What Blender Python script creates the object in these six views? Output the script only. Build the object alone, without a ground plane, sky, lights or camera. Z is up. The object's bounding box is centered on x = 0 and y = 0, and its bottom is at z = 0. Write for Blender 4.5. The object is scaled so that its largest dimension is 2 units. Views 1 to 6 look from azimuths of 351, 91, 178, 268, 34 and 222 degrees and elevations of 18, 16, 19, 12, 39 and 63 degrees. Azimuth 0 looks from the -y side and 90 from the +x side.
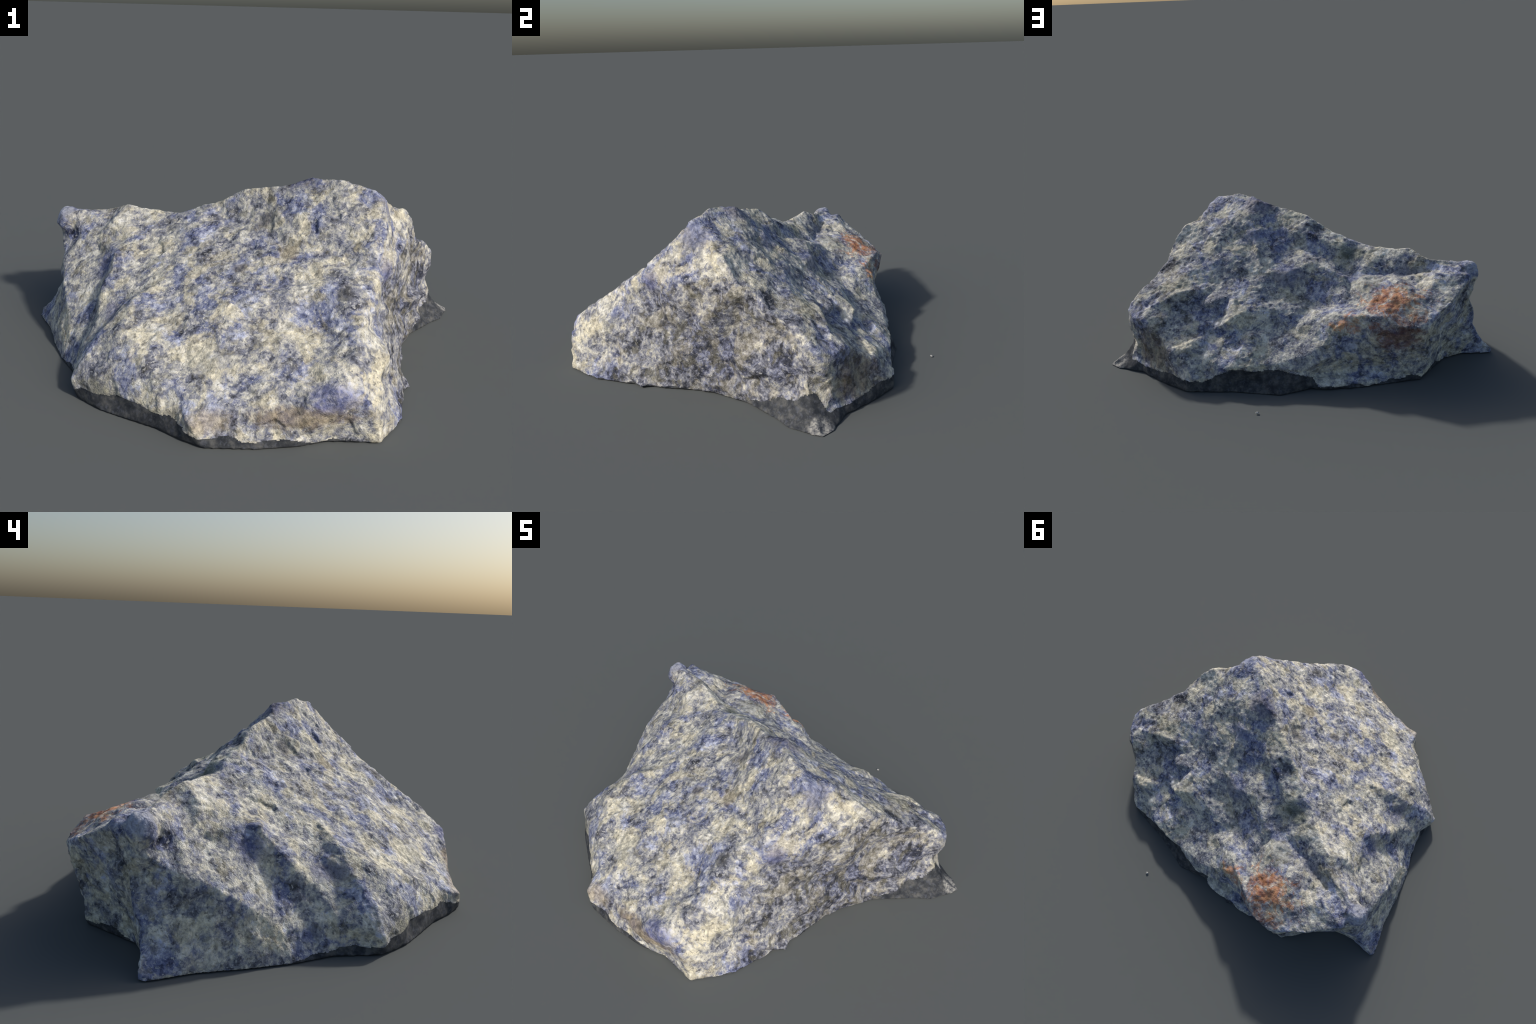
# A broken block of blue-and-cream sodalite rock lying on its flat base.
# The block is described by its corner points, ridge lines and facet points
# (metres); they are spanned by facets, rounded, and given relief by noise.
import bpy, bmesh, math
import numpy as np
from mathutils import Vector

for o in list(bpy.data.objects):
    bpy.data.objects.remove(o)

# ------------------------------------------------------------------ 1. corners
foot_print = [  # outline of the base on the ground
    (0.984, 0.260), (1.003, 0.303), (0.956, 0.352), (0.819, 0.416), (0.700, 0.547), (0.579, 0.647), (0.344, 0.677),
    (0.127, 0.732), (-0.116, 0.659), (-0.242, 0.702), (-0.409, 0.677), (-0.569, 0.652), (-0.588, 0.624),
    (-0.741, 0.442), (-0.818, 0.406), (-0.987, 0.413), (-1.003, 0.390), (-0.941, 0.227), (-0.901, 0.049),
    (-0.859, -0.100), (-0.794, -0.249), (-0.775, -0.429), (-0.686, -0.533), (-0.640, -0.570), (-0.483, -0.686),
    (-0.404, -0.766), (-0.321, -0.833), (-0.153, -0.859), (-0.000, -0.863), (0.095, -0.838), (0.292, -0.864),
    (0.417, -0.730), (0.536, -0.388), (0.567, -0.221), (0.588, -0.167), (0.699, -0.003), (0.863, 0.131),
    (0.919, 0.164)]
top_ridge = [  # skyline from the front right corner over the peak to the horn
    (0.465, -0.161, 0.706), (0.447, -0.246, 0.708), (0.403, -0.230, 0.750), (0.293, -0.168, 0.775),
    (0.237, -0.129, 0.771), (0.177, -0.097, 0.753), (0.107, -0.056, 0.737), (0.021, -0.014, 0.712),
    (-0.087, 0.047, 0.683), (-0.161, 0.076, 0.636), (-0.222, 0.124, 0.607), (-0.286, 0.156, 0.583),
    (-0.350, 0.169, 0.558), (-0.401, 0.206, 0.553), (-0.474, 0.252, 0.556), (-0.576, 0.303, 0.566),
    (-0.625, 0.354, 0.534), (-0.678, 0.383, 0.522), (-0.782, 0.394, 0.518), (-0.842, 0.426, 0.526)]
horn = [
    (-0.817, 0.432, 0.453), (-0.890, 0.422, 0.402), (-0.830, 0.471, 0.481)]
right_front_edge = [  # runs down from the peak to the front right foot
    (0.429, -0.308, 0.668), (0.382, -0.366, 0.615), (0.358, -0.438, 0.549), (0.323, -0.541, 0.455),
    (0.290, -0.620, 0.398), (0.248, -0.685, 0.351), (0.219, -0.770, 0.291), (0.214, -0.874, 0.175),
    (0.357, -0.507, 0.476), (0.231, -0.671, 0.360), (0.262, -0.873, 0.110), (0.289, -0.864, 0.018)]
right_back_edge = [  # from the peak down to the blunt right end
    (0.593, -0.099, 0.627), (0.636, -0.058, 0.578), (0.675, -0.018, 0.516), (0.683, 0.052, 0.489),
    (0.753, 0.122, 0.413), (0.807, 0.210, 0.390), (0.855, 0.256, 0.347), (0.885, 0.293, 0.305)]
right_end = [  # blunt end above the spur on the right
    (0.869, 0.250, 0.323), (0.879, 0.257, 0.264), (0.865, 0.252, 0.172), (0.870, 0.234, 0.118),
    (0.883, 0.315, 0.216), (0.841, 0.351, 0.122), (0.857, 0.359, 0.279), (0.791, 0.419, 0.284),
    (0.707, 0.469, 0.233), (0.779, 0.444, 0.093), (0.708, 0.478, 0.163), (0.666, 0.546, 0.184),
    (0.638, 0.598, 0.036), (0.738, 0.487, 0.049), (0.577, 0.567, 0.198), (0.789, 0.318, 0.325),
    (0.797, 0.150, 0.063), (0.855, 0.191, 0.067), (0.885, 0.254, 0.098), (0.933, 0.281, 0.042),
    (0.963, 0.305, 0.004), (0.891, 0.324, 0.042), (0.825, 0.383, 0.059), (0.514, 0.585, 0.149)]
right_face = [
    (0.709, 0.059, 0.192), (0.529, -0.138, 0.640), (0.551, -0.307, 0.186), (0.528, -0.494, 0.004),
    (0.409, -0.470, 0.333), (0.408, -0.412, 0.361), (0.506, -0.269, 0.241), (0.483, -0.363, 0.275),
    (0.480, -0.406, 0.215), (0.621, -0.139, 0.382), (0.579, -0.183, 0.516), (0.520, -0.196, 0.567),
    (0.612, -0.070, 0.547), (0.566, -0.181, 0.250), (0.446, -0.399, 0.494), (0.497, -0.426, 0.077),
    (0.473, -0.592, 0.004), (0.630, -0.131, 0.113), (0.679, 0.076, 0.316), (0.786, 0.172, 0.303),
    (0.793, 0.062, 0.180), (0.757, 0.120, 0.190), (0.800, 0.202, 0.159), (0.354, -0.699, 0.254),
    (0.376, -0.636, 0.134), (0.738, 0.098, 0.427), (0.714, 0.107, 0.339), (0.632, -0.027, 0.381),
    (0.658, -0.103, 0.058), (0.736, 0.057, 0.096), (0.303, -0.771, 0.190), (0.343, -0.797, 0.051),
    (0.640, -0.035, 0.085), (0.704, 0.052, 0.117), (0.347, -0.549, 0.392), (0.745, 0.061, 0.134),
    (0.785, 0.106, 0.160), (0.395, -0.580, 0.199), (0.329, -0.590, 0.319), (0.587, -0.126, 0.190)]
back_slope = [
    (0.636, 0.264, 0.405), (0.221, 0.100, 0.614), (0.235, 0.120, 0.563), (0.480, 0.020, 0.566),
    (0.505, 0.126, 0.510), (0.060, 0.311, 0.468), (0.186, 0.272, 0.462), (0.237, 0.430, 0.343),
    (0.361, 0.495, 0.295), (0.114, 0.451, 0.329), (0.278, 0.490, 0.250), (0.270, 0.561, 0.239),
    (0.149, 0.514, 0.244), (-0.057, 0.428, 0.324), (-0.071, 0.140, 0.622), (0.191, -0.056, 0.756),
    (0.231, -0.012, 0.702), (0.097, 0.073, 0.628), (-0.291, 0.211, 0.529), (-0.177, 0.245, 0.508),
    (0.259, 0.259, 0.453), (0.347, 0.343, 0.371), (0.437, 0.304, 0.388), (0.761, 0.356, 0.337),
    (0.367, -0.032, 0.668), (0.409, 0.091, 0.578), (-0.084, 0.290, 0.513), (-0.021, 0.353, 0.390),
    (0.064, 0.364, 0.361), (0.040, 0.518, 0.257), (0.531, -0.001, 0.571), (0.512, 0.350, 0.323),
    (0.507, 0.310, 0.354), (0.432, 0.451, 0.258), (0.451, 0.470, 0.230), (0.603, 0.318, 0.396),
    (0.443, 0.383, 0.358), (0.409, 0.254, 0.411), (0.399, 0.401, 0.297), (-0.022, 0.171, 0.550),
    (0.503, -0.055, 0.642)]
platform = [  # low shoulder between the back slope and the horn, with the rust stain
    (-0.402, 0.350, 0.441), (-0.585, 0.395, 0.455), (-0.329, 0.443, 0.442), (-0.419, 0.578, 0.415),
    (-0.370, 0.694, 0.368), (-0.219, 0.623, 0.318), (-0.490, 0.477, 0.455), (-0.679, 0.474, 0.486),
    (-0.600, 0.580, 0.410), (-0.241, 0.499, 0.365), (-0.260, 0.368, 0.428), (-0.315, 0.338, 0.452),
    (-0.209, 0.371, 0.460), (-0.519, 0.400, 0.442), (-0.483, 0.370, 0.450), (-0.090, 0.542, 0.328),
    (-0.226, 0.224, 0.560), (-0.240, 0.283, 0.452), (-0.259, 0.632, 0.349), (-0.530, 0.602, 0.416),
    (-0.740, 0.441, 0.498), (-0.152, 0.644, 0.298)]
back_rim = [  # upper edge of the back wall
    (-0.331, 0.684, 0.318), (-0.440, 0.735, 0.332), (-0.543, 0.730, 0.319), (-0.620, 0.692, 0.352),
    (-0.707, 0.635, 0.395), (-0.774, 0.572, 0.438), (-0.842, 0.517, 0.488), (-0.171, 0.654, 0.267),
    (-0.091, 0.649, 0.217), (-0.009, 0.674, 0.177), (0.136, 0.672, 0.135), (0.373, 0.657, 0.132),
    (0.515, 0.643, 0.054), (0.250, 0.679, 0.135), (0.559, 0.649, 0.082)]
back_wall = [
    (-0.565, 0.706, 0.225), (-0.586, 0.666, 0.127), (-0.567, 0.656, 0.004), (-0.399, 0.690, 0.196),
    (-0.285, 0.671, 0.245), (-0.360, 0.625, 0.076), (-0.200, 0.650, 0.130), (-0.460, 0.672, 0.120),
    (0.006, 0.702, 0.106), (-0.200, 0.628, 0.074), (-0.054, 0.640, 0.058), (-0.295, 0.646, 0.004),
    (-0.211, 0.717, 0.004), (-0.694, 0.559, 0.254), (-0.714, 0.483, 0.099), (-0.775, 0.503, 0.358),
    (-0.796, 0.448, 0.154), (-0.066, 0.702, 0.150), (-0.254, 0.624, 0.083), (-0.166, 0.688, 0.004),
    (-0.275, 0.667, 0.011), (-0.051, 0.682, 0.004), (-0.125, 0.689, 0.165), (0.417, 0.658, 0.093),
    (0.490, 0.638, 0.065), (0.228, 0.658, 0.043), (0.307, 0.654, 0.052), (0.586, 0.604, 0.143),
    (0.636, 0.581, 0.100), (-0.735, 0.566, 0.300)]
left_spur = [  # sharp arris from the horn to the spur on the ground
    (-0.834, 0.480, 0.378), (-0.844, 0.456, 0.316), (-0.885, 0.444, 0.252), (-0.887, 0.432, 0.173),
    (-0.911, 0.408, 0.138), (-0.950, 0.408, 0.067), (-0.988, 0.412, 0.032)]
left_ribs = [  # three stepped ribs on the left side: crest, foot, crest, ...
    (-0.812, 0.340, 0.399), (-0.823, 0.117, 0.267), (-0.865, 0.324, 0.329), (-0.862, 0.266, 0.317),
    (-0.858, 0.147, 0.261), (-0.831, 0.004, 0.165), (-0.826, -0.062, 0.101), (-0.677, 0.056, 0.322),
    (-0.693, 0.005, 0.281), (-0.711, -0.051, 0.227), (-0.737, -0.101, 0.172), (-0.765, -0.149, 0.113),
    (-0.618, 0.070, 0.421), (-0.631, 0.022, 0.424), (-0.639, -0.024, 0.373), (-0.674, -0.066, 0.332),
    (-0.691, -0.114, 0.281), (-0.689, -0.181, 0.232), (-0.572, -0.190, 0.306), (-0.650, -0.264, 0.227),
    (-0.764, -0.270, 0.126), (-0.763, -0.338, 0.029), (-0.553, -0.172, 0.329), (-0.548, -0.225, 0.318),
    (-0.634, -0.314, 0.269), (-0.671, -0.400, 0.204), (-0.744, -0.408, 0.151), (-0.700, 0.210, 0.415),
    (-0.720, 0.130, 0.355), (-0.781, 0.295, 0.419), (-0.902, 0.180, 0.100), (-0.888, 0.042, 0.061),
    (-0.871, 0.281, 0.210), (-0.688, 0.207, 0.390), (-0.697, 0.177, 0.368), (-0.719, 0.245, 0.418),
    (-0.884, 0.270, 0.265), (-0.683, -0.351, 0.226)]
front_slope = [
    (-0.131, -0.280, 0.452), (0.221, -0.558, 0.438), (0.064, -0.280, 0.524), (0.032, -0.115, 0.630),
    (-0.018, -0.102, 0.571), (0.093, -0.473, 0.430), (-0.022, -0.578, 0.324), (-0.290, -0.624, 0.225),
    (-0.181, -0.462, 0.374), (0.045, -0.746, 0.225), (0.115, -0.863, 0.204), (0.304, -0.426, 0.526),
    (-0.546, -0.277, 0.341), (-0.253, -0.115, 0.487), (-0.487, 0.020, 0.432), (-0.409, -0.530, 0.241),
    (-0.420, -0.205, 0.388), (0.282, -0.218, 0.725), (-0.300, 0.010, 0.536), (-0.399, 0.094, 0.511),
    (-0.521, 0.192, 0.509), (-0.094, -0.002, 0.594), (-0.140, 0.002, 0.555), (-0.528, 0.112, 0.470),
    (-0.600, -0.425, 0.260), (-0.638, 0.241, 0.512), (-0.003, -0.754, 0.224), (0.072, -0.712, 0.268),
    (0.047, -0.859, 0.180), (0.115, -0.613, 0.315), (-0.647, 0.304, 0.500)]
front_lip = [
    (-0.792, -0.423, 0.075), (-0.734, -0.469, 0.093), (-0.618, -0.555, 0.041), (-0.637, -0.529, 0.139),
    (-0.490, -0.605, 0.180), (-0.538, -0.638, 0.046), (-0.475, -0.680, 0.090), (-0.413, -0.728, 0.091),
    (-0.370, -0.820, 0.074), (-0.323, -0.803, 0.101), (-0.360, -0.723, 0.138), (-0.109, -0.833, 0.114),
    (-0.188, -0.814, 0.116), (0.064, -0.869, 0.140), (-0.019, -0.860, 0.100), (0.146, -0.840, 0.041)]
underside = [(0.0, 0.0, -0.0), (0.4, 0.2, 0.0), (-0.4, 0.2, 0.0), (0.0, -0.45, 0.0), (-0.5, -0.2, 0.0), (0.1, 0.45, 0.0)]

corners = []
for (ax, ay), (bx, by) in zip(foot_print, foot_print[1:] + foot_print[:1]):
    steps = max(1, round(math.hypot(bx - ax, by - ay) / 0.05))
    corners += [(ax + (bx - ax) * k / steps, ay + (by - ay) * k / steps, 0.0) for k in range(steps)]
for group in (top_ridge, horn, right_front_edge, right_back_edge, right_end, right_face, back_slope, platform,
              back_rim, back_wall, left_spur, left_ribs, front_slope, front_lip, underside):
    corners += group
P = np.array(corners)

# ------------------------------------------------------ 2. span facets between them
heart = np.array((0.0, 0.0, 0.07))
bm = bmesh.new()
D = P - heart
D /= np.linalg.norm(D, axis=1)[:, None]
for i, d in enumerate(D):
    bm.verts.new(d)
bm.verts.ensure_lookup_table()
index = {v: i for i, v in enumerate(bm.verts)}
hull = bmesh.ops.convex_hull(bm, input=bm.verts[:])
unused = {g for g in hull["geom_unused"] + hull["geom_interior"] if isinstance(g, bmesh.types.BMVert)}
bmesh.ops.delete(bm, geom=list(unused), context='VERTS')
for v in bm.verts:
    v.co = P[index[v]]
bmesh.ops.triangulate(bm, faces=bm.faces[:])
bmesh.ops.recalc_face_normals(bm, faces=bm.faces[:])
bmesh.ops.subdivide_edges(bm, edges=bm.edges[:], cuts=3, use_grid_fill=True)
mesh = bpy.data.meshes.new("facets")
knob = bmesh.ops.create_icosphere(bm, subdivisions=4, radius=1.0)      # rounded knob at the end of the ridge
for v in knob["verts"]:
    v.co = Vector((-0.845, 0.416, 0.463)) + Vector((v.co.x * 0.060, v.co.y * 0.054, v.co.z * 0.068))
slab = bmesh.ops.create_icosphere(bm, subdivisions=4, radius=1.0)      # low ledge that sticks out under the back wall
for v in slab["verts"]:
    v.co = Vector((-0.165, 0.668, 0.018)) + Vector((v.co.x * 0.205, v.co.y * (0.034 + 0.010 * math.sin(5 * v.co.x)), v.co.z * 0.030))
bm.to_mesh(mesh)
bm.free()
facets = bpy.data.objects.new("facets", mesh)
bpy.context.collection.objects.link(facets)
rm = facets.modifiers.new("even_mesh", 'REMESH')
rm.mode = 'VOXEL'
rm.voxel_size = 0.0052
dg = bpy.context.evaluated_depsgraph_get()
body = bpy.data.meshes.new_from_object(facets.evaluated_get(dg))
bpy.data.objects.remove(facets)

# ------------------------------------------------------ 3. rounding and relief
n = len(body.vertices)
V = np.empty(n * 3); body.vertices.foreach_get("co", V); V = V.reshape(-1, 3)
E = np.empty(len(body.edges) * 2, int); body.edges.foreach_get("vertices", E); E = E.reshape(-1, 2)
deg = np.bincount(E.ravel(), minlength=n)[:, None].astype(float)


def mean_of_neighbours(A):
    S = np.stack([np.bincount(E[:, 0], A[E[:, 1], k], n) + np.bincount(E[:, 1], A[E[:, 0], k], n) for k in range(A.shape[1])], 1)
    return S / deg


def normals():
    body.vertices.foreach_set("co", V.ravel()); body.update()
    N = np.empty(n * 3); body.vertex_normals.foreach_get("vector", N)
    return N.reshape(-1, 3)


def lattice(ix, iy, iz, seed):
    h = (ix * 374761393 + iy * 668265263 + iz * 2147483647 + seed * 1274126177) & 0xFFFFFFFF
    h = ((h ^ (h >> 13)) * 1274126177) & 0xFFFFFFFF
    h = ((h ^ (h >> 16)) * 2246822519) & 0xFFFFFFFF
    return ((h ^ (h >> 15)) & 0xFFFFFF) / 0xFFFFFF * 2 - 1


def noise(X, scale, seed):
    X = X * scale + seed * 7.31
    I = np.floor(X).astype(np.int64); F = X - I
    F = F * F * F * (F * (F * 6 - 15) + 10)
    r = 0
    for a in (0, 1):
        for b in (0, 1):
            for c in (0, 1):
                w = (F[:, 0] if a else 1 - F[:, 0]) * (F[:, 1] if b else 1 - F[:, 1]) * (F[:, 2] if c else 1 - F[:, 2])
                r = r + w * lattice(I[:, 0] + a, I[:, 1] + b, I[:, 2] + c, seed)
    return r


def crags(X, scale, seed):  # sharp-crested chips
    return 1 - 2 * np.abs(noise(X, scale, seed))


def chips(X, scale, seed):  # broken facets: each cell is a small tilted plane
    Y = X * scale + seed * 3.7
    I = np.floor(Y).astype(np.int64)
    best = np.full(len(X), 9.0); out = np.zeros(len(X))
    for a in (-1, 0, 1):
        for b in (-1, 0, 1):
            for c in (-1, 0, 1):
                J = I + (a, b, c)
                p = np.stack([J[:, k] + 0.5 + 0.45 * lattice(J[:, 0], J[:, 1], J[:, 2], seed + k) for k in range(3)], 1)
                t = np.stack([lattice(J[:, 0], J[:, 1], J[:, 2], seed + 20 + k) for k in range(3)], 1)
                d = Y - p
                r = (d * d).sum(1)
                near = r < best
                best = np.where(near, r, best)
                out = np.where(near, (d * t).sum(1), out)
    return out / scale


def band(x, a, b):
    t = np.clip((x - a) / (b - a), 0, 1)
    return t * t * (3 - 2 * t)


keep = np.ones(n)                         # the horn and the two spurs stay sharper
for tip in ((-0.87, 0.42, 0.49), (-1.0, 0.39, 0.02), (1.0, 0.30, 0.01)):
    keep *= band(np.linalg.norm(V - np.array(tip), axis=1), 0.04, 0.16)
keep = (0.7 + 0.3 * keep)[:, None]
for k in range(10):                       # rounded arrises (shrink and swell, keeps the size)
    V = V + 0.55 * keep * (mean_of_neighbours(V) - V)
    if k % 2:
        V = V - 0.35 * keep * (mean_of_neighbours(V) - V)
near_knob = 1 - band(np.linalg.norm(V - np.array((-0.838, 0.416, 0.463)), axis=1), 0.075, 0.14)
for k in range(22):                       # the knob flows into the ridge
    V = V + 0.5 * near_knob[:, None] * (mean_of_neighbours(V) - V)
for k in range(8):                        # no needle tips
    d = mean_of_neighbours(V) - V
    V = V + np.where(np.linalg.norm(d, axis=1)[:, None] > 0.0016, 0.6, 0.0) * d
N = normals()

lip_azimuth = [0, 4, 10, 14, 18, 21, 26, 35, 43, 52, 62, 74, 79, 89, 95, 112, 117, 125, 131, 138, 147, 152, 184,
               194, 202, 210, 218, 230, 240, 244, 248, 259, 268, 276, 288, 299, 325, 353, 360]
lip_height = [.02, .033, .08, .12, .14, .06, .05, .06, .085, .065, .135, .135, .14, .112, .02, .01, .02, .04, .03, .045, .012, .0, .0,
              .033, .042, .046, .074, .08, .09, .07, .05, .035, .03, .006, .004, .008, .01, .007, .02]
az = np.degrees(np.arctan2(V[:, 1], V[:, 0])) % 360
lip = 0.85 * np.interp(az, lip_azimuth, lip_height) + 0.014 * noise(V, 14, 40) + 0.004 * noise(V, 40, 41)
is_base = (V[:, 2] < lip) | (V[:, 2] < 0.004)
rough = 1 - 0.75 * is_base
back = band(N[:, 1] + 0.3 * N[:, 0], 0.1, 0.5) * band(N[:, 2], 0.15, 0.5)     # hackly back slope
run = np.array((-0.87, -0.30, 0.37)); out = np.array((0.20, 0.75, 0.63))      # ledges run slantwise over the back slope
across = np.cross(run, out)
ledges = np.stack([V @ run * 0.38, V @ across, V @ out], 1) + 0.03 * noise(V, 7, 15)[:, None]
front = 1 - back
relief = (0.0030 * noise(V, 7, 1) + 0.0038 * noise(V, 13, 2) * (0.6 - 0.2 * back)
          + 0.0045 * back * np.tanh(2.2 * noise(ledges, 11, 3))
          + chips(V + 0.010 * noise(V, 14, 9)[:, None], 13, 11) * (0.10 - 0.045 * back)
          + chips(V + 0.006 * noise(V, 25, 10)[:, None], 29, 12) * (0.11)
          - 0.0016 * front * band(noise(V, 46, 16), 0.25, 0.55)
          + 0.0014 * noise(V, 42, 4) + 0.0012 * noise(V, 95, 5) + 0.0008 * noise(V, 170, 6))
relief *= 1 - 0.45 * band(-V[:, 0], 0.46, 0.60) * band(0.40 - V[:, 1], 0.0, 0.1)      # calmer, cleaner ribs on the left
relief -= relief.mean()
for k in range(2):
    relief = relief + 0.5 * (mean_of_neighbours(relief[:, None])[:, 0] - relief)
V = V + N * (relief * rough)[:, None]
low = V[:, 2] < 0.02
V[low, 2] = np.maximum(V[low, 2], 0.0)
body.vertices.foreach_set("co", V.ravel())
body.update()

# ------------------------------------------------------ 4. materials
def new_material(name):
    m = bpy.data.materials.new(name); m.use_nodes = True
    nt = m.node_tree
    return m, nt, nt.nodes["Principled BSDF"]


class Graph:
    def __init__(self, nt):
        self.nt = nt
        self.co = nt.nodes.new("ShaderNodeTexCoord").outputs["Object"]

    def put(self, sock, v):
        if isinstance(v, bpy.types.NodeSocket):
            self.nt.links.new(v, sock)
        else:
            sock.default_value = v

    def mapping(self, scale, loc=(0, 0, 0), rot=(0, 0, 0), src=None):
        m = self.nt.nodes.new("ShaderNodeMapping")
        self.put(m.inputs["Vector"], src or self.co)
        m.inputs["Scale"].default_value = scale; m.inputs["Location"].default_value = loc; m.inputs["Rotation"].default_value = rot
        return m.outputs[0]

    def noise(self, scale, detail=4, rough=0.55, distort=0.0, src=None, out="Fac"):
        t = self.nt.nodes.new("ShaderNodeTexNoise")
        self.put(t.inputs["Vector"], src or self.co)
        t.inputs["Scale"].default_value = scale; t.inputs["Detail"].default_value = detail
        t.inputs["Roughness"].default_value = rough; t.inputs["Distortion"].default_value = distort
        return t.outputs[out]

    def voronoi(self, scale, src=None, feature='F1', out="Distance", rnd=1.0):
        t = self.nt.nodes.new("ShaderNodeTexVoronoi"); t.feature = feature
        self.put(t.inputs["Vector"], src or self.co)
        t.inputs["Scale"].default_value = scale; t.inputs["Randomness"].default_value = rnd
        return t.outputs[out]

    def math(self, op, a, b=0.0, clamp=False):
        t = self.nt.nodes.new("ShaderNodeMath"); t.operation = op; t.use_clamp = clamp
        self.put(t.inputs[0], a); self.put(t.inputs[1], b)
        return t.outputs[0]

    def step(self, v, a, b):
        t = self.nt.nodes.new("ShaderNodeMapRange"); t.interpolation_type = 'SMOOTHSTEP'
        self.put(t.inputs["Value"], v)
        t.inputs["From Min"].default_value = a; t.inputs["From Max"].default_value = b
        return t.outputs[0]

    def ramp(self, v, stops):
        t = self.nt.nodes.new("ShaderNodeValToRGB")
        el = t.color_ramp.elements
        while len(el) < len(stops):
            el.new(0.5)
        for e, (p, c) in zip(el, stops):
            e.position = p; e.color = (*c, 1)
        self.put(t.inputs[0], v)
        return t.outputs[0]

    def mix(self, f, a, b, mode='MIX'):
        t = self.nt.nodes.new("ShaderNodeMix"); t.data_type = 'RGBA'; t.blend_type = mode
        self.put(t.inputs[0], f)
        for s, v in ((t.inputs[6], a), (t.inputs[7], b)):
            self.put(s, v if isinstance(v, bpy.types.NodeSocket) else (*v, 1))
        return t.outputs[2]

    def blob(self, centre, radius):
        """1 at the centre of an ellipsoid, 0 at its rim"""
        t = self.nt.nodes.new("ShaderNodeVectorMath"); t.operation = 'SUBTRACT'
        self.put(t.inputs[0], self.co); t.inputs[1].default_value = centre
        d = self.nt.nodes.new("ShaderNodeVectorMath"); d.operation = 'DIVIDE'
        self.put(d.inputs[0], t.outputs[0]); d.inputs[1].default_value = radius
        l = self.nt.nodes.new("ShaderNodeVectorMath"); l.operation = 'LENGTH'
        self.put(l.inputs[0], d.outputs[0])
        return self.math('SUBTRACT', 1.0, l.outputs["Value"])


stone, nt, bsdf = new_material("mottled_sodalite")
g = Graph(nt)
warp = nt.nodes.new("ShaderNodeVectorMath"); warp.operation = 'MULTIPLY_ADD'
nt.links.new(g.noise(9, 3, out="Color"), warp.inputs[0]); warp.inputs[1].default_value = (0.035, 0.035, 0.035); nt.links.new(g.co, warp.inputs[2])
w = warp.outputs[0]
value = g.math('ADD', g.math('MULTIPLY', g.noise(9.5, 6, 0.64, 0.4, w), 0.43), g.math('MULTIPLY', g.noise(47, 4, 0.64, 0.3, w), 0.37))
cells = g.voronoi(36, g.mapping((1, 1, 1), (2, 3, 1), src=w), out="Color")      # grain-by-grain change of tone
tone = nt.nodes.new("ShaderNodeSeparateColor"); nt.links.new(cells, tone.inputs[0])
value = g.math('ADD', value, g.math('MULTIPLY', g.math('ADD', g.math('MULTIPLY', tone.outputs[0], 0.35), 0.325), 0.20))
right = g.step(g.math('ADD', g.blob((0.63, -0.20, 0.17), (0.42, 0.85, 0.42)), g.math('MULTIPLY', g.math('SUBTRACT', g.noise(9, 4), 0.5), 0.5)), 0.05, 0.35)   # darker, greyer, more olive colour on the right face
value = g.math('SUBTRACT', value, g.math('MULTIPLY', right, 0.062))
col = g.ramp(value, [(0.37, (0.04, 0.043, 0.055)), (0.425, (0.14, 0.145, 0.18)), (0.47, (0.275, 0.285, 0.335)),
                     (0.515, (0.46, 0.45, 0.42)), (0.555, (0.70, 0.67, 0.57)), (0.605, (0.87, 0.85, 0.78))])
# blue sodalite patches, cream feldspar patches, olive and brown grains
blue = g.step(g.noise(6, 6, 0.64, 0.4, g.mapping((1, 1, 1), (7.3, 2.2, 0.4))), 0.50, 0.59)
blue = g.math('MULTIPLY', blue, g.math('SUBTRACT', 1.0, g.math('MULTIPLY', right, 0.5)))
col = g.mix(g.math('MULTIPLY', blue, 0.8), col, (0.58, 0.66, 1.04), "MULTIPLY")
cream = g.step(g.noise(8, 6, 0.64, 0.4, g.mapping((1, 1, 1), (0.3, 5.2, 9.4))), 0.50, 0.60)
shade = g.nt.nodes.new("ShaderNodeMapRange")
g.put(shade.inputs["Value"], g.math('ADD', g.math('MULTIPLY', value, 0.5), g.math('MULTIPLY', g.noise(55, 5, 0.66, 0.4, g.mapping((1, 1, 1), (4.4, 0.7, 2.9))), 0.5)))
for name, v in (("From Min", 0.40), ("From Max", 0.60), ("To Min", 0.45), ("To Max", 1.45)):
    shade.inputs[name].default_value = v
shade = shade.outputs[0]


def mottled(c):
    return g.mix(1.0, c, shade, 'MULTIPLY')


col = g.mix(g.math('MULTIPLY', cream, g.math('SUBTRACT', 0.75, g.math('MULTIPLY', right, 0.35))), col, mottled((0.72, 0.66, 0.49)))
olive = g.step(g.noise(19, 4, 0.6, 0.25, g.mapping((1, 1, 1), (3.1, 1.7, 5.2))), 0.53, 0.64)
col = g.mix(g.math('MULTIPLY', olive, g.math('ADD', 0.45, g.math('MULTIPLY', right, 0.3))), col, mottled((0.175, 0.165, 0.125)))
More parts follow.
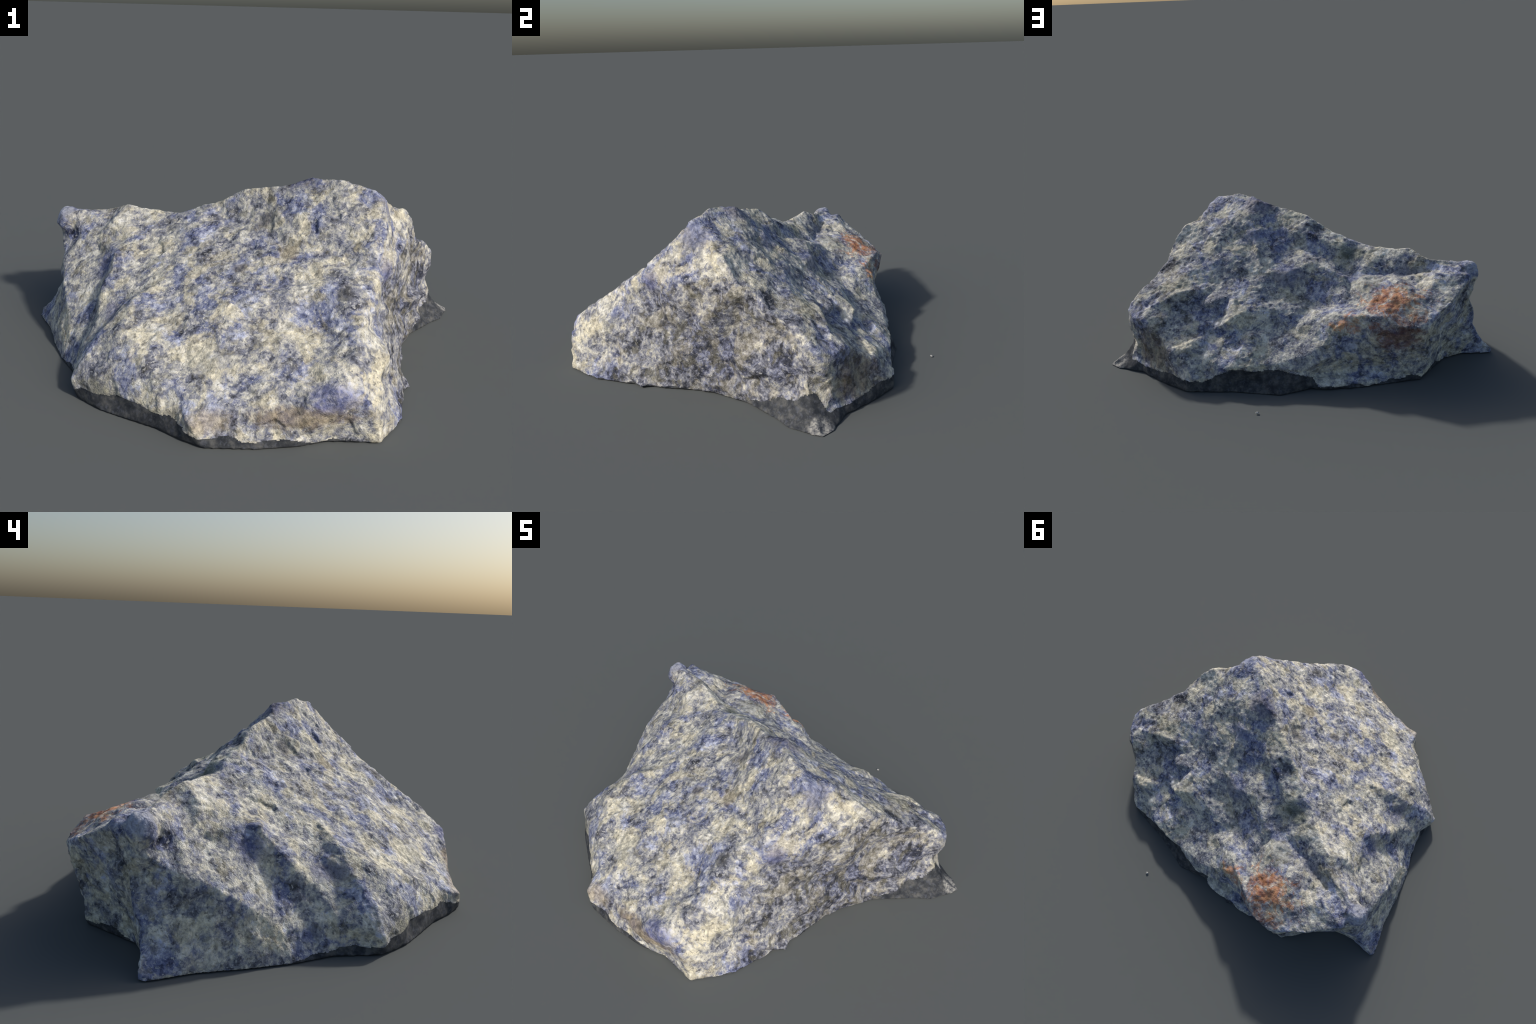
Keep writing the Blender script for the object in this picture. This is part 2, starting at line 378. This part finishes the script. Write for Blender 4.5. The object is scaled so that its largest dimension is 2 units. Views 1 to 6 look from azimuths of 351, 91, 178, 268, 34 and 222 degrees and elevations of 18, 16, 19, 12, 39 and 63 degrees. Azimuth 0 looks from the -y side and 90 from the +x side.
# dark pits and bright specks
col = g.mix(g.math('MULTIPLY', g.step(g.noise(60, 4, 0.62, 0.4), 0.575, 0.65), 0.55), col, (0.055, 0.06, 0.07))
col = g.mix(g.math('MULTIPLY', g.step(g.noise(72, 4, 0.62, 0.4, g.mapping((1, 1, 1), (1.9, 8.2, 4.4))), 0.565, 0.64), g.math('SUBTRACT', 0.65, g.math('MULTIPLY', right, 0.35))), col, (0.66, 0.65, 0.62))
# named spots: blue glaze on the peak corner, green by the saddle, brown lip and right end, grey-blue horn
def spot(centre, radius, colour, strength):
    global col
    m = g.math('ADD', g.blob(centre, radius), g.math('MULTIPLY', g.math('SUBTRACT', g.noise(22, 4, 0.6, 0.8), 0.5), 0.9))
    col = g.mix(g.math('MULTIPLY', g.step(m, 0.05, 0.6), strength), col, mottled(colour))
spot((0.45, -0.22, 0.68), (0.11, 0.10, 0.08), (0.19, 0.21, 0.33), 0.7)
spot((0.19, -0.04, 0.74), (0.14, 0.10, 0.07), (0.115, 0.12, 0.23), 0.6)
spot((-0.29, 0.23, 0.53), (0.10, 0.07, 0.06), (0.14, 0.16, 0.12), 0.7)
spot((-0.34, 0.42, 0.44), (0.12, 0.10, 0.08), (0.46, 0.44, 0.31), 0.6)
spot((-0.02, -0.10, 0.60), (0.09, 0.05, 0.06), (0.06, 0.065, 0.10), 0.7)  # painted dark of the overhang notch below the peak
spot((0.0, -0.86, 0.11), (0.30, 0.09, 0.06), (0.30, 0.235, 0.16), 0.7)
spot((-0.33, -0.81, 0.09), (0.12, 0.07, 0.06), (0.52, 0.45, 0.35), 0.7)
spot((0.76, 0.47, 0.14), (0.16, 0.16, 0.15), (0.20, 0.155, 0.095), 0.6)
spot((-0.87, 0.42, 0.50), (0.09, 0.09, 0.07), (0.36, 0.38, 0.47), 0.6)
spot((-0.66, -0.48, 0.07), (0.13, 0.12, 0.06), (0.23, 0.22, 0.15), 0.6)
spot((0.12, -0.86, 0.18), (0.13, 0.10, 0.07), (0.12, 0.14, 0.33), 0.6)
spot((0.40, -0.42, 0.47), (0.07, 0.09, 0.07), (0.12, 0.13, 0.28), 0.6)
spot((0.06, 0.31, 0.45), (0.13, 0.09, 0.08), (0.10, 0.12, 0.24), 0.6)
spot((0.22, 0.10, 0.61), (0.10, 0.07, 0.06), (0.13, 0.16, 0.32), 0.6)
spot((-0.69, 0.03, 0.37), (0.07, 0.12, 0.08), (0.13, 0.15, 0.30), 0.6)
spot((-0.64, -0.24, 0.26), (0.06, 0.11, 0.06), (0.11, 0.125, 0.26), 0.6)
spot((-0.58, 0.38, 0.45), (0.15, 0.04, 0.05), (0.16, 0.18, 0.26), 0.6)
spot((0.63, 0.26, 0.40), (0.11, 0.06, 0.06), (0.55, 0.52, 0.38), 0.6)
spot((0.05, -0.30, 0.52), (0.06, 0.06, 0.05), (0.38, 0.32, 0.22), 0.6)
spot((-0.13, -0.28, 0.45), (0.05, 0.04, 0.04), (0.13, 0.115, 0.09), 0.7)
spot((0.22, -0.55, 0.43), (0.05, 0.05, 0.04), (0.10, 0.10, 0.10), 0.7)
spot((-0.29, -0.62, 0.23), (0.13, 0.10, 0.07), (0.58, 0.55, 0.44), 0.6)
# rust stain on the shoulder
stain = g.math('MAXIMUM', g.blob((-0.43, 0.61, 0.40), (0.20, 0.17, 0.12)), g.blob((-0.215, 0.64, 0.31), (0.10, 0.09, 0.06)))
ragged = g.math('MULTIPLY', g.math('SUBTRACT', g.noise(14, 6, 0.7, 1.2), 0.5), 3.0)
stain = g.step(g.math('ADD', g.math('MULTIPLY', stain, 0.8), ragged), 0.10, 0.70)
rust = g.ramp(g.noise(24, 5), [(0.36, (0.42, 0.15, 0.07)), (0.6, (0.68, 0.32, 0.13))])
col = g.mix(g.math('MULTIPLY', stain, 0.85), col, g.mix(0.7, rust, shade, 'MULTIPLY'))
# dark red-brown patch on the wall under the ledge
wall_brown = g.step(g.math('ADD', g.math('MULTIPLY', g.blob((-0.44, 0.72, 0.26), (0.17, 0.10, 0.13)), 0.9), g.math('MULTIPLY', ragged, 0.6)), 0.1, 0.6)
col = g.mix(g.math('MULTIPLY', wall_brown, 0.8), col, mottled((0.17, 0.075, 0.055)))
nt.links.new(col, bsdf.inputs["Base Color"])
bsdf.inputs["Roughness"].default_value = 0.75
bsdf.inputs["Specular IOR Level"].default_value = 0.25
bump = nt.nodes.new("ShaderNodeBump"); bump.inputs["Strength"].default_value = 0.6; bump.inputs["Distance"].default_value = 0.012
nt.links.new(g.math("ADD", g.noise(58, 5, 0.65, 0.5), g.math("MULTIPLY", g.noise(150, 3, 0.6), 0.5)), bump.inputs["Height"]); nt.links.new(bump.outputs[0], bsdf.inputs["Normal"])

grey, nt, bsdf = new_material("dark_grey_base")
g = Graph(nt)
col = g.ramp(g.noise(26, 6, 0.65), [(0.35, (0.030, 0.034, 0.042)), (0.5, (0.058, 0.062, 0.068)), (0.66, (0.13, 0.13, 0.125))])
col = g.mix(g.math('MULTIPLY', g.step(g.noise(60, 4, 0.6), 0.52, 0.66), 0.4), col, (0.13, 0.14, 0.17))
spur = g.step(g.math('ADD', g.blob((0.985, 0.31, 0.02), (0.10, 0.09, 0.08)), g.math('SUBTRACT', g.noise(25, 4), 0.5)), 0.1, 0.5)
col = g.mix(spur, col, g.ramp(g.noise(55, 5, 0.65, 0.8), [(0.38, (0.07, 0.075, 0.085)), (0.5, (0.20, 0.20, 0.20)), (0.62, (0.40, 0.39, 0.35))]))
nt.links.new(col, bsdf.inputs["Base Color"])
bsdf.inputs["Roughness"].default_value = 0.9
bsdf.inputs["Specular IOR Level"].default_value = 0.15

# ------------------------------------------------------ 5. split the body into rock and grey base
loops = np.empty(len(body.loops), int); body.loops.foreach_get("vertex_index", loops)
start = np.empty(len(body.polygons), int); body.polygons.foreach_get("loop_start", start)
total = np.empty(len(body.polygons), int); body.polygons.foreach_get("loop_total", total)
whole_normals = normals()
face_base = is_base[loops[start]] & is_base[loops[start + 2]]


def region(name, pick, material):
    faces = np.nonzero(pick)[0]
    quads = [loops[start[f]:start[f] + total[f]] for f in faces]
    used = np.unique(np.concatenate(quads))
    new = np.full(n, -1); new[used] = np.arange(len(used))
    m = bpy.data.meshes.new(name)
    m.from_pydata(V[used].tolist(), [], [new[q].tolist() for q in quads])
    m.materials.append(material)
    m.polygons.foreach_set("use_smooth", [True] * len(m.polygons))
    m.normals_split_custom_set_from_vertices(whole_normals[used].tolist())
    o = bpy.data.objects.new(name, m)
    bpy.context.collection.objects.link(o)
    return o


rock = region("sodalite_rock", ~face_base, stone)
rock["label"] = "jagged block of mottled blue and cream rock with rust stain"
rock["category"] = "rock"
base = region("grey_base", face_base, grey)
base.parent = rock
bpy.data.meshes.remove(body)

# ------------------------------------------------------ 6. a single crumb of stone lying behind
bm = bmesh.new()
bmesh.ops.create_icosphere(bm, subdivisions=3, radius=1)
for v in bm.verts:
    d = v.co.copy()
    k = 1 + 0.18 * math.sin(3.1 * d.x + 1) * math.cos(4.3 * d.y) + 0.1 * math.sin(6 * d.z + 4 * d.x)
    v.co = Vector((d.x * 0.0075 * k, d.y * 0.006 * k, max(d.z, -0.7) * 0.0042 * k))
lowest = min(v.co.z for v in bm.verts)
for v in bm.verts:
    v.co.z -= lowest
m = bpy.data.meshes.new("stone_crumb"); bm.to_mesh(m); bm.free()
m.materials.append(stone)
m.polygons.foreach_set("use_smooth", [True] * len(m.polygons))
crumb = bpy.data.objects.new("stone_crumb", m)
crumb.location = (0.243, 0.881, 0.0)
bpy.context.collection.objects.link(crumb)
crumb["label"] = "tiny pale crumb of stone on the ground"
crumb["category"] = "pebble"
